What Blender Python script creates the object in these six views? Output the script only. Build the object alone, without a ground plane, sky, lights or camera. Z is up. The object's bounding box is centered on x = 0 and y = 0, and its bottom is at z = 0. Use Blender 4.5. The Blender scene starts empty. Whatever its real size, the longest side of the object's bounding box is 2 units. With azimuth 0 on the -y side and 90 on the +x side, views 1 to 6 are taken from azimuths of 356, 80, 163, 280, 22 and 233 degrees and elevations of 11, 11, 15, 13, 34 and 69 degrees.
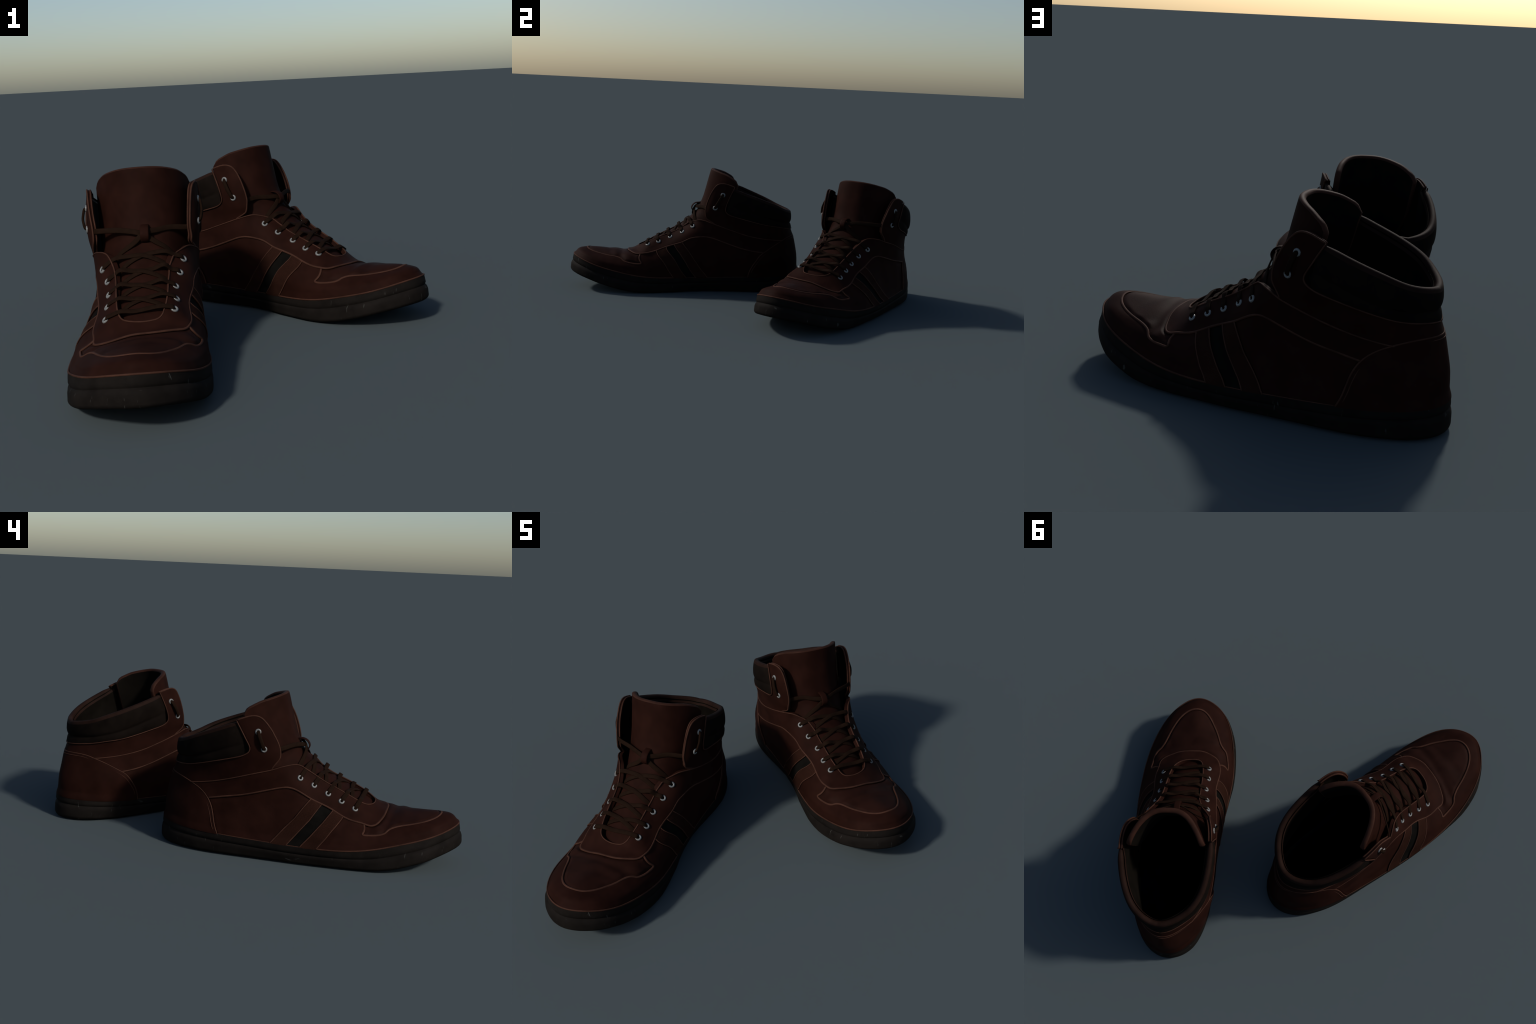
# A pair of mirrored high-top sneakers.  One right shoe is described in its own frame
# (x = heel to toe, y = towards the inner ankle, z = up); the left shoe is its mirror image.
import bpy, math
import numpy as np
from mathutils import Vector

# ------------------------------------------------------------------ splines
def nat_spline(t, P):
    """second derivatives of the natural cubic spline through P at knots t"""
    n = len(t); h = np.diff(t)
    A = np.zeros((n, n)); B = np.zeros_like(P)
    A[0, 0] = A[-1, -1] = 1
    for i in range(1, n - 1):
        A[i, i - 1] = h[i - 1]; A[i, i] = 2 * (h[i - 1] + h[i]); A[i, i + 1] = h[i]
        B[i] = 6 * ((P[i + 1] - P[i]) / h[i] - (P[i] - P[i - 1]) / h[i - 1])
    return np.linalg.solve(A, B)

def spline_eval(t, P, M, x):
    k = np.clip(np.searchsorted(t, x, side='right') - 1, 0, len(t) - 2)
    h = (t[k + 1] - t[k])[:, None]
    a = (t[k + 1] - x)[:, None]; b = (x - t[k])[:, None]
    return (M[k] * a**3 + M[k + 1] * b**3) / (6 * h) + (P[k] / h - M[k] * h / 6) * a + (P[k + 1] / h - M[k + 1] * h / 6) * b

def chord(P):
    d = np.sqrt(np.linalg.norm(np.diff(P, axis=0), axis=1))   # centripetal
    return np.concatenate([[0], np.cumsum(np.maximum(d, 1e-5))])

def open_curve(P, per):
    """natural spline through P, `per` samples per interval (knots are samples 0, per, 2 per ..)"""
    P = np.asarray(P, float)
    if len(P) == 2:
        s = np.linspace(0, 1, per + 1)[:, None]
        return P[0] * (1 - s) + P[1] * s
    t = chord(P); M = nat_spline(t, P)
    x = np.concatenate([np.linspace(t[i], t[i + 1], per, endpoint=False) for i in range(len(t) - 1)] + [[t[-1]]])
    return spline_eval(t, P, M, x)

def closed_curve(P, per):
    P = np.asarray(P, float); n = len(P); w = 4
    Q = np.concatenate([P[-w:], P, P[:w + 1]])
    t = chord(Q); M = nat_spline(t, Q)
    x = np.concatenate([np.linspace(t[i], t[i + 1], per, endpoint=False) for i in range(w, w + n)])
    return spline_eval(t, Q, M, x)

def smooth(a, b, x):
    t = np.clip((x - a) / (b - a), 0, 1)
    return t * t * (3 - 2 * t)

# ------------------------------------------------------------------ the last: nested rings
# every ring: heel centre, nine stations along the outer side, toe centre, nine along the inner side
RINGS = []
def ring(heel, outer, toe, inner):
    RINGS.append([heel] + outer + [toe] + inner[::-1])

ring((-.358, .003, .107),                                                     # welt line
     [(-.310, -.098, .102), (-.150, -.182, .094), (.050, -.216, .086), (.250, -.240, .080), (.420, -.248, .079),
      (.580, -.241, .089), (.720, -.213, .118), (.850, -.156, .149), (.932, -.084, .175)], (.973, .006, .188),
     [(-.310, .105, .102), (-.150, .178, .095), (.050, .188, .091), (.250, .195, .089), (.420, .207, .088),
      (.580, .219, .093), (.720, .207, .117), (.850, .172, .148), (.936, .106, .176)])
ring((-.357, .003, .160),                                                     # low side wall
     [(-.308, -.095, .155), (-.150, -.176, .146), (.050, -.204, .136), (.245, -.217, .131), (.420, -.236, .126),
      (.580, -.222, .130), (.715, -.192, .153), (.840, -.145, .181), (.920, -.081, .205)], (.957, .006, .216),
     [(-.308, .103, .155), (-.150, .186, .147), (.050, .201, .141), (.250, .207, .138), (.420, .216, .138),
      (.580, .219, .140), (.715, .201, .157), (.840, .164, .182), (.923, .098, .206)])
ring((-.353, .003, .208),                                                     # edge of the vamp window
     [(-.302, -.091, .206), (-.148, -.165, .200), (.050, -.190, .198), (.242, -.196, .193), (.415, -.202, .184),
      (.572, -.198, .158), (.690, -.155, .181), (.800, -.108, .202), (.868, -.059, .219)], (.899, .006, .231),
     [(-.302, .100, .206), (-.150, .190, .200), (.050, .209, .200), (.250, .209, .200), (.430, .206, .200),
      (.587, .203, .172), (.700, .166, .190), (.805, .115, .206), (.870, .067, .220)])
ring((-.342, .003, .262),                                                     # lower edge of the eyestay
     [(-.288, -.083, .262), (-.145, -.152, .254), (.050, -.180, .278), (.235, -.170, .315), (.390, -.152, .253),
      (.550, -.160, .191), (.620, -.123, .190), (.652, -.069, .207), (.661, -.020, .220)], (.663, .030, .224),
     [(-.288, .097, .262), (-.145, .182, .252), (.060, .205, .281), (.255, .196, .326), (.450, .165, .262),
      (.578, .168, .222), (.622, .143, .221), (.645, .112, .224), (.658, .072, .226)])
ring((-.325, .003, .326),                                                     # upper edge of the eyestay, throat
     [(-.277, -.085, .324), (-.155, -.141, .317), (.040, -.184, .362), (.200, -.168, .408), (.335, -.098, .362),
      (.470, -.080, .300), (.555, -.056, .261), (.587, -.028, .249), (.598, -.003, .246)], (.601, .022, .247),
     [(-.277, .098, .324), (-.155, .172, .320), (.050, .204, .364), (.230, .178, .418), (.355, .106, .369),
      (.490, .096, .307), (.572, .083, .267), (.594, .060, .254), (.600, .042, .250)])
ring((-.303, .003, .386),                                                     # middle of the ankle band
     [(-.258, -.090, .384), (-.155, -.150, .386), (.030, -.198, .432), (.178, -.182, .455), (.262, -.126, .430),
      (.345, -.085, .384), (.392, -.057, .364), (.420, -.032, .354), (.435, -.008, .350)], (.440, .015, .349),
     [(-.258, .102, .384), (-.155, .184, .388), (.050, .211, .437), (.211, .198, .462), (.279, .139, .436),
      (.357, .100, .390), (.402, .078, .369), (.425, .058, .357), (.437, .036, .351)])
ring((-.300, .003, .436),                                                     # padded collar
     [(-.257, -.095, .436), (-.155, -.162, .452), (.020, -.201, .522), (.162, -.184, .550), (.232, -.138, .535),
      (.295, -.100, .505), (.322, -.065, .475), (.337, -.036, .455), (.346, -.010, .445)], (.350, .015, .440),
     [(-.257, .107, .437), (-.150, .191, .456), (.050, .217, .537), (.187, .203, .565), (.252, .151, .545),
      (.305, .115, .510), (.327, .085, .477), (.341, .060, .456), (.348, .036, .445)])
ring((-.300, .003, .545),                                                     # just above the collar rim
     [(-.257, -.092, .548), (-.160, -.158, .585), (.000, -.194, .640), (.120, -.178, .680), (.188, -.140, .680),
      (.240, -.100, .660), (.265, -.065, .640), (.279, -.036, .625), (.286, -.010, .618)], (.288, .015, .615),
     [(-.257, .104, .548), (-.155, .186, .590), (.035, .212, .650), (.150, .194, .690), (.205, .150, .680),
      (.245, .115, .660), (.268, .085, .640), (.281, .060, .626), (.287, .036, .619)])

PU, PV = 36, 28
ringsU = np.array([closed_curve(r, PU) for r in RINGS])            # 8 x NU x 3
NU = ringsU.shape[1]
S = np.stack([open_curve(ringsU[:, u], PV) for u in range(NU)])    # NU x NV x 3
NV = S.shape[1]
dU = np.roll(S, -1, 0) - np.roll(S, 1, 0)
dV = np.gradient(S, axis=1)
N = np.cross(dU, dV); N /= np.linalg.norm(N, axis=2, keepdims=True)
if (N[NU // 4, 10] @ np.array([0, -1., 0])) < 0: N = -N
S = S - N * (.006 * smooth(0, 20, np.arange(NV)))[None, :, None] * (.5 + .5 * np.maximum(smooth(-.02, .22, S[..., :1]), 1.6 - 1.6 * smooth(-.31, -.2, S[..., :1])))      # leather thickness below the outer skin
FLIP = (np.cross(dU, dV)[NU // 4, 10] @ np.array([0, -1., 0])) < 0

def bil(A, u, v):
    u = np.asarray(u, float) % NU; v = np.clip(np.asarray(v, float), 0, NV - 1.0001)
    i = np.floor(u).astype(int) % NU; j = np.floor(v).astype(int); a = (u - np.floor(u))[..., None]; b = (v - j)[..., None]
    k = (i + 1) % NU
    return A[i, j] * (1 - a) * (1 - b) + A[k, j] * a * (1 - b) + A[i, j + 1] * (1 - a) * b + A[k, j + 1] * a * b

def surf(u, v): return bil(S, u, v)
def nrm(u, v):
    n = bil(N, u, v); return n / np.linalg.norm(n, axis=-1, keepdims=True)

def locate(p, w):
    """(u, v) of the surface point nearest to p under axis weights w"""
    w = np.asarray(w, float); d = (((S - p) * w) ** 2).sum(2)
    u, v = np.unravel_index(np.argmin(d), d.shape); u, v = float(u), float(v)
    for _ in range(4):
        c = surf(u, v); e = .5
        v = min(max(v, 0.), NV - 1.)
        a = (surf(u + e, v) - surf(u - e, v)) * w
        v1, v0 = min(v + e, NV - 1), max(v - e, 0)
        b = (surf(u, v1) - surf(u, v0)) / (v1 - v0) * w
        J = np.stack([a, b], 1); s, *_ = np.linalg.lstsq(J, (np.asarray(p) - c) * w, rcond=None)
        u += float(np.clip(s[0], -1, 1)); v += float(np.clip(s[1], -1, 1))
    return u % NU, min(max(v, 0.), NV - 1.)

SIDE = (1, .25, 1); PLAN = (1, 1, .15)
def outer(*pts): return [((x, -.19, z), SIDE) for x, z in pts]
def inner(*pts): return [((x, .20, z), SIDE) for x, z in pts]
def above(*pts): return [((x, y, .23), PLAN) for x, y in pts]
PER = 10
def unwrap(uv):
    uv = np.array(uv)
    uv[:, 0] = np.unwrap(uv[:, 0], period=NU)
    return uv
def curve(pts):
    """smooth curve in (u, v) through located points, PER samples per interval"""
    uv = unwrap([locate(np.array(p), w) for p, w in pts])
    sc = np.array([.0046, .0050])
    return open_curve(uv * sc, PER) / sc
def poly(*segs):
    """join curves with sharp corners; each is an (n,2) array; u kept continuous"""
    out = np.array(segs[0])
    for s in segs[1:]:
        s = np.array(s); s[:, 0] += NU * round((out[-1, 0] - s[0, 0]) / NU)
        out = np.concatenate([out, s])
    return out
def line(a, b, n=14):
    a = np.array(a, float); b = np.array(b, float)
    b = b + np.array([NU * round((a[0] - b[0]) / NU), 0])
    s = np.linspace(0, 1, n)[:, None]
    return a * (1 - s) + b * s
def heelwards(c):      # put u in (-NU/2, NU/2]
    c = np.array(c); c[:, 0] -= NU * round(c[:, 0].mean() / NU); return c

# ------------------------------------------------------------------ seam lines (measured on the shoe)
lowO = outer((-.120, .242), (-.050, .257), (.011, .269), (.100, .291), (.172, .311), (.221, .321), (.250, .319), (.285, .305), (.337, .276),
             (.384, .256), (.434, .234), (.480, .211), (.530, .195), (.572, .186))
lowF = above((.602, -.150), (.632, -.118), (.651, -.066), (.661, .006), (.661, .070), (.642, .120), (.620, .147))
lowI = inner((.598, .220), (.550, .227), (.504, .241), (.450, .262), (.403, .278), (.360, .293), (.320, .314), (.282, .325), (.246, .330), (.194, .326),
             (.141, .309), (.061, .281), (-.035, .254), (-.116, .241))
EL = curve(lowO + lowF + lowI)
iO = lambda k: k * PER
K = dict(hjO=0, t4O=8, t3O=9, t2O=10, t1O=11, w0O=13, w0I=21, t1I=23, t2I=24, t3I=25, t4I=26, hjI=34)
def low(a, b):
    i, j = K[a] * PER, K[b] * PER
    return EL[i:j + 1] if i <= j else EL[j:i + 1][::-1]

upO = outer((-.214, .298), (-.130, .312), (-.053, .332), (.020, .355), (.094, .378), (.161, .396), (.214, .412), (.250, .417), (.285, .408)) + \
      [((.320, -.092, .383), (1, 1, 1)), ((.370, -.083, .350), (1, 1, 1)), ((.430, -.080, .319), (1, 1, 1)), ((.485, -.078, .292), (1, 1, 1)), ((.530, -.073, .268), (1, 1, 1))]
upF = above((.566, -.056), (.590, -.026), (.600, .010), (.601, .042), (.590, .068))
upI = [((.556, .084, .275), (1, 1, 1)), ((.489, .092, .304), (1, 1, 1)), ((.422, .095, .335), (1, 1, 1)), ((.370, .098, .360), (1, 1, 1))] + \
      inner((.326, .398), (.285, .416), (.252, .424), (.214, .417), (.172, .404), (.115, .385), (.060, .367), (.009, .350), (-.099, .325), (-.180, .313), (-.241, .306))
EU = curve(upO + upF + upI)
nE = len(EU) - 1
UF_O, UF_I = 5 * PER, 27 * PER            # where the flaps rise from the eyestay edge

counter = curve(outer((-.062, .080), (-.079, .130), (-.096, .195), (-.121, .242), (-.158, .275), (-.214, .302), (-.275, .320)) +
                [((-.327, .003, .327), (1, 1, 1))] +
                inner((-.275, .322), (-.241, .309), (-.195, .287), (-.117, .241), (-.072, .195), (-.042, .144), (-.029, .080)))
counter = heelwards(counter)

bandO = curve([((-.316, .003, .366), (1, 1, 1))] + outer((-.255, .374), (-.181, .390), (-.106, .412), (-.007, .440), (.038, .455), (.062, .471), (.068, .488), (.058, .512), (.030, .560), (.004, .604)))
bandI = curve([((-.316, .003, .366), (1, 1, 1))] + inner((-.255, .377), (-.191, .394), (-.130, .406), (-.050, .425), (.060, .453), (.098, .466), (.117, .481), (.121, .498), (.110, .540), (.071, .625)))
bandO, bandI = heelwards(bandO), heelwards(bandI)
flapO = heelwards(curve(outer((.004, .604), (.044, .620), (.073, .627), (.104, .622), (.132, .597), (.164, .550), (.186, .505), (.194, .470), (.185, .435), (.161, .397))))
flapI = heelwards(curve(inner((.071, .625), (.108, .637), (.143, .641), (.172, .628), (.195, .593), (.218, .536), (.229, .490), (.228, .458), (.212, .430), (.172, .404))))
EUh = EU.copy()

rimO = heelwards(curve([((-.306, .003, .465), (1, 1, 1))] + outer((-.250, .486), (-.190, .512), (-.130, .537), (-.062, .564), (.004, .590), (.060, .609), (.120, .624), (.170, .640))))
rimI = heelwards(curve([((-.306, .003, .465), (1, 1, 1))] + inner((-.250, .486), (-.190, .513), (-.100, .547), (-.030, .571), (.030, .592), (.071, .607), (.130, .624), (.190, .640))))

def stripe_edge(side, top, bot):
    c = curve((outer if side == 'O' else inner)(top, ((top[0] + bot[0]) / 2, (top[1] + bot[1]) / 2), bot))
    return poly(c, [(c[-1, 0], -6.)])
topsO = [EL[K[k] * PER] for k in ('t1O', 't2O', 't3O', 't4O')]
stO = [stripe_edge('O', t, b) for t, b in (((.480, .211), (.381, .072)), ((.434, .234), (.310, .068)), ((.384, .256), (.251, .068)), ((.337, .276), (.180, .072)))]
stI = [stripe_edge('I', t, b) for t, b in (((.504, .241), (.406, .080)), ((.450, .262), (.331, .080)), ((.403, .278), (.276, .080)), ((.360, .293), (.206, .080)))]
for st, keys in ((stO, ('t1O', 't2O', 't3O', 't4O')), (stI, ('t1I', 't2I', 't3I', 't4I'))):
    for s, k in zip(st, keys): s[0] = EL[K[k] * PER]

FULL = (1, 1, 1)
window = poly(line(EL[K['w0O'] * PER], locate(np.array((.571, -.199, .157)), FULL), 8),
              curve([((.571, -.199, .157), FULL), ((.574, -.203, .152), FULL), ((.600, -.199, .150), FULL), ((.635, -.193, .153), FULL), ((.662, -.183, .161), FULL), ((.680, -.163, .173), FULL),
                     ((.712, -.142, .188), PLAN), ((.760, -.124, .2), PLAN), ((.815, -.100, .21), PLAN), ((.860, -.070, .22), PLAN), ((.888, -.035, .22), PLAN), ((.899, .006, .23), PLAN),
                     ((.892, .042, .22), PLAN), ((.862, .076, .22), PLAN), ((.820, .103, .22), PLAN), ((.772, .128, .2), PLAN), ((.726, .147, .2), PLAN), ((.702, .164, .19), PLAN), ((.690, .180, .179), FULL),
                     ((.660, .192, .172), FULL), ((.625, .201, .169), FULL), ((.598, .205, .170), FULL), ((.592, .202, .175), FULL)]),
              line(locate(np.array((.592, .202, .175)), FULL), EL[K['w0I'] * PER], 8))
WIN_BODY = window

# ------------------------------------------------------------------ clipping panels out of the last
IU, IV = np.meshgrid(np.arange(NU, dtype=float), np.arange(NV, dtype=float), indexing='ij')

def inside(poly_uv, pu, pv):
    r = np.zeros(pu.shape, bool)
    x0, y0 = poly_uv[:, 0], poly_uv[:, 1]; x1, y1 = np.roll(x0, -1), np.roll(y0, -1)
    for a, b, c, d in zip(x0, y0, x1, y1):
        if b == d: continue
        m = (b > pv) != (d > pv)
        r ^= m & (pu < (c - a) * (pv - b) / (d - b) + a)
    return r

def dist_to(points, segs):
    """distance of points to a list of 3D polylines"""
    best = np.full(len(points), 9.)
    for L in segs:
        for i in range(0, len(L) - 1):
            a, b = L[i], L[i + 1]; ab = b - a; q = ab @ ab
            if q < 1e-14: continue
            near = np.abs(points - (a + b) / 2).max(1) < .05
            if not near.any(): continue
            P = points[near]; t = np.clip(((P - a) @ ab) / q, 0, 1)
            best[near] = np.minimum(best[near], np.linalg.norm(P - a - t[:, None] * ab, axis=1))
    return np.minimum(best, .05)

MESHES = {}      # name -> (verts, faces, mats)

def panel(boundary, heel=False, level=.0, edge=.004, skirt=.012, shape=None, flip=False):
    """region of the last inside the closed (u,v) boundary, lifted by `level` with a rounded rim and a skirt"""
    B = np.array(boundary)
    pu = IU.copy()
    if heel: pu[pu > NU / 2] -= NU
    lo, hi = B.min(0) - 6, B.max(0) + 6
    cand = (pu >= lo[0]) & (pu <= hi[0]) & (IV >= lo[1]) & (IV <= hi[1])
    ids = np.argwhere(cand)
    cu, cv = pu[cand], IV[cand]
    P = S[cand]
    dense = []
    clip = np.concatenate([B, B[:1]])
    for i in range(len(clip) - 1):
        if clip[i, 1] <= -1 and clip[i + 1, 1] <= -1: continue
        dense.append(clip[i:i + 2])
    segs = []
    for s in dense:
        k = max(2, int(np.abs(s[1] - s[0]).max() / 3) + 1)
        t = np.linspace(0, 1, k)[:, None]; q = s[0] * (1 - t) + s[1] * t
        q = q[q[:, 1] > -3]
        if len(q) > 1: segs.append(surf(q[:, 0], q[:, 1]))
    f = dist_to(P, segs)
    f = np.where(inside(B, cu, cv), f, -f)
    F = np.full((NU, NV), -9.); F[cand] = f
    idx = -np.ones((NU, NV), int)
    V, UVs, fv = [], [], []
    def vert(i, j):
        if idx[i, j] < 0:
            idx[i, j] = len(UVs); UVs.append((i, j)); fv.append(F[i, j])
        return idx[i, j]
    cut = {}
    def cutv(a, b):
        k = (a, b) if a < b else (b, a)
        if k not in cut:
            (i0, j0), (i1, j1) = k; f0, f1 = F[k[0]], F[k[1]]
            t = f0 / (f0 - f1); di = i1 - i0
            if di > 1: di -= NU
            if di < -1: di += NU
            cut[k] = len(UVs); UVs.append((i0 + t * di, j0 + t * (j1 - j0))); fv.append(0.)
        return cut[k]
    faces, rim = [], []
    box = np.zeros((NU, NV), bool); box[cand] = True
    pos = F > 0
    anyp = pos | np.roll(pos, -1, 0); anyp[:, :-1] |= anyp[:, 1:]
    ok = box & np.roll(box, -1, 0); ok[:, :-1] &= ok[:, 1:]; ok[:, -1] = False
    for i, j in np.argwhere(anyp & ok):
        i, j = int(i), int(j); k = (i + 1) % NU
        quad = [(i, j), (k, j), (k, j + 1), (i, j + 1)]
        s = [pos[q] for q in quad]
        if all(s):
            faces.append([vert(*q) for q in quad]); continue
        for tri in ((0, 1, 2), (0, 2, 3)):
            T = [quad[a] for a in tri]; ps = [pos[q] for q in T]; n = sum(ps)
            if n == 0: continue
            if n == 3: faces.append([vert(*q) for q in T]); continue
            out = []; ends = []
            for a in range(3):
                q, r = T[a], T[(a + 1) % 3]
                if pos[q]: out.append(vert(*q))
                if pos[q] != pos[r]:
                    c = cutv(q, r); out.append(c); ends.append((c, pos[q]))
            faces.append(out)
            # rim edge directed as in the face: leaving cut -> entering cut
            a = [c for c, leaving in ends if leaving][0]; b = [c for c, leaving in ends if not leaving][0]
            rim.append((a, b))
    UVs = np.array(UVs, float); fv = np.array(fv)
    X = surf(UVs[:, 0], UVs[:, 1]); Nn = nrm(UVs[:, 0], UVs[:, 1])
    t = np.clip(fv / edge, 0, 1)
    h = level - edge * .6 * (1 - np.sqrt(np.clip(1 - (1 - t) ** 2, 0, 1)))
    if shape is not None: h = h + shape(UVs, X, fv)
    V = X + Nn * h[:, None]
    nb = len(V)
    if skirt:
        rimv = sorted({a for e in rim for a in e}); m = {a: nb + k for k, a in enumerate(rimv)}
        V = np.concatenate([V, X[rimv] + Nn[rimv] * (h[rimv] - skirt)[:, None]])
        for a, b in rim: faces.append([b, a, m[a], m[b]])
    if FLIP != flip: faces = [q[::-1] for q in faces]
    return V, faces

def tube(P, Nn, wide, high, sides=8, closed=False, taper=0.):
    """ribbon / bead with elliptic section swept along P; `wide` across, `high` along the normals Nn"""
    P = np.asarray(P, float); n = len(P)
    T = np.gradient(P, axis=0) if not closed else np.roll(P, -1, 0) - np.roll(P, 1, 0)
    T /= np.maximum(np.linalg.norm(T, axis=1, keepdims=True), 1e-9)
    Nn = Nn - (Nn * T).sum(1)[:, None] * T; Nn /= np.maximum(np.linalg.norm(Nn, axis=1, keepdims=True), 1e-9)
    Bn = np.cross(T, Nn)
    sc = np.ones(n)
    if taper and not closed:
        s = np.concatenate([[0], np.cumsum(np.linalg.norm(np.diff(P, axis=0), axis=1))])
        sc = np.clip(np.minimum(s, s[-1] - s) / taper, .15, 1) ** .5
    V = []
    for k in range(sides):
        a = 2 * math.pi * k / sides
        ca, sa = math.cos(a), math.sin(a)
        # superellipse: flat ribbons keep nearly square shoulders
        ca = math.copysign(abs(ca) ** .7, ca); sa = math.copysign(abs(sa) ** .7, sa)
        V.append(P + Bn * (ca * wide / 2 * sc)[:, None] + Nn * (sa * high / 2 * sc)[:, None])
    V = np.stack(V, 1).reshape(-1, 3)
    faces = []
    for i in range(n if closed else n - 1):
        j = (i + 1) % n
        for k in range(sides):
            l = (k + 1) % sides
            faces.append([i * sides + k, i * sides + l, j * sides + l, j * sides + k])
    if not closed:
        faces.append([k for k in range(sides)][::-1]); faces.append([(n - 1) * sides + k for k in range(sides)])
    return V, faces

def resample(P, step):
    P = np.asarray(P, float)
    keep = np.concatenate([[True], np.linalg.norm(np.diff(P, axis=0), axis=1) > 1e-6]); P = P[keep]
    s = np.concatenate([[0], np.cumsum(np.linalg.norm(np.diff(P, axis=0), axis=1))])
    n = max(3, int(s[-1] / step)); x = np.linspace(0, s[-1], n)
    return np.stack([np.interp(x, s, P[:, k]) for k in range(P.shape[1])], 1)

def bead(uv, level, wide=.006, high=.005, sides=6):
    """narrow raised, worn leather edge that follows a seam curve"""
    uv = np.array(uv); uv = uv[uv[:, 1] > -.5]
    a = surf(uv[:, 0], uv[:, 1])
    keep = np.concatenate([[True], np.linalg.norm(np.diff(a, axis=0), axis=1) > 1e-6]); uv = uv[keep]; a = a[keep]
    s = np.concatenate([[0], np.cumsum(np.linalg.norm(np.diff(a, axis=0), axis=1))])
    x = np.linspace(0, s[-1], max(3, int(s[-1] / .006)))
    u = np.interp(x, s, uv[:, 0]); v = np.interp(x, s, uv[:, 1])
    n = nrm(u, v)
    return tube(surf(u, v) + n * level, n, wide, high, sides, taper=.004)

def join(*parts):
    V, F, o = [], [], 0
    for v, f in parts:
        V.append(np.asarray(v)); F += [[i + o for i in q] for q in f]; o += len(v)
    return np.concatenate(V), F

def revolve(profile, n, centre, axis):
    """lathe: profile of (radius, height) about `axis` at centre"""
    ax = np.asarray(axis, float); ax /= np.linalg.norm(ax)
    e = np.cross(ax, [0, 0, 1.] if abs(ax[2]) < .8 else [1., 0, 0]); e /= np.linalg.norm(e); g = np.cross(ax, e)
    V = [np.asarray(centre) + ax * h + (e * math.cos(2 * math.pi * k / n) + g * math.sin(2 * math.pi * k / n)) * r for r, h in profile for k in range(n)]
    F = []
    for i in range(len(profile) - 1):
        for k in range(n):
            l = (k + 1) % n; F.append([i * n + k, i * n + l, (i + 1) * n + l, (i + 1) * n + k])
    return np.array(V), F

# ------------------------------------------------------------------ part list: (name, parent, verts, faces, material, smooth angle)
PARTS = []
def add(name, mesh, mat, parent=None, angle=40, kind=None):
    PARTS.append(dict(name=name, V=np.asarray(mesh[0], float), F=mesh[1], mat=mat, parent=parent, angle=angle, kind=kind)); return len(PARTS) - 1

def lump(seed, scale):
    r = np.random.RandomState(seed); k = r.normal(0, 1, (10, 3)); k /= np.linalg.norm(k, axis=1, keepdims=True)
    fr = scale * r.uniform(.7, 1.6, 10); ph = r.uniform(0, 6.28, 10)
    return lambda X: np.mean([np.sin(X @ (k[i] * fr[i]) + ph[i]) for i in range(10)], axis=0)
soft = lump(3, 38.); fine = lump(8, 75.)
def slack(a): return lambda uv, X, f: a * soft(X) * smooth(.004, .03, f)

sq = lambda e: e[e[:, 1] > -7]
hjO = EL[0]; hjI = EL[-1]
iJ_O = 3 * PER; iK_O = 5 * PER; iK_I = 9 * PER; iJ_I = 11 * PER
nc = len(counter)
cO = poly([(counter[0, 0], -6.)], counter); cO = np.concatenate([cO, [(counter[-1, 0], -6.)]])
counter_low_O = np.concatenate([[(counter[0, 0], -6.)], counter[:iJ_O + 1]])
counter_low_I = np.concatenate([counter[iJ_I:], [(counter[-1, 0], -6.)]])

# quarters (side walls behind the stripes)
q1 = poly(counter_low_O, low('hjO', 't4O'), stO[3])
quarterO = add('quarter', panel(q1, True, .002, shape=slack(.0045)), 'leather')
q2 = poly(counter_low_I[::-1], low('hjI', 't4I'), stI[3])
quarterI = add('quarter', panel(q2, True, .002, shape=slack(.0045)), 'leather')
# the toe guard wraps the foot below the vamp window
tg = poly(stO[0][::-1], low('t1O', 'w0O'), window, low('w0I', 't1I'), stI[0])
toe_guard = add('toe_guard', panel(tg, False, .004, shape=slack(.004)), 'leather')
# vamp window: soft leather with flex folds behind the toe
def folds(uv, X, f):
    x, y = X[:, 0], X[:, 1]
    e = smooth(.0, .02, f)
    d = -.0045 * np.exp(-((x - .692 - .02 * np.sin(y * 9)) / .020) ** 2) + .002 * np.exp(-((x - .735) / .022) ** 2) - .0015 * np.exp(-((x - .775 + .1 * y) / .018) ** 2)
    side = smooth(.10, .16, np.abs(y - .01))
    return e * (d + .006 + .0025 * side * np.sin(x * 80 + y * 30) + .003 * soft(X))
vamp = add('vamp', panel(poly(window, low('w0I', 'w0O')), False, .0, shape=folds), 'vamp')
# stripes
for st, keys in ((stO, ('t1O', 't2O', 't3O', 't4O')), (stI, ('t1I', 't2I', 't3I', 't4I'))):
    for a, b, mat, lv in ((0, 1, 'canvas', .007), (1, 2, 'dark_stripe', .001), (2, 3, 'canvas', .007)):
        p = poly(st[a][::-1], low(keys[a], keys[b]), st[b])
        add('stripe', panel(p, False, lv, edge=.003), mat)
# heel counter
heel_counter = add('heel_counter', panel(cO, True, .008, shape=slack(.002)), 'leather')
# eyestay with the lace throat
es = poly(EL, counter[iK_I:iJ_I + 1][::-1], EU[::-1], counter[iJ_O:iK_O + 1][::-1])
eyestay = add('eyestay', panel(es, False, .008, skirt=.016, shape=slack(.003)), 'leather')
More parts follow.
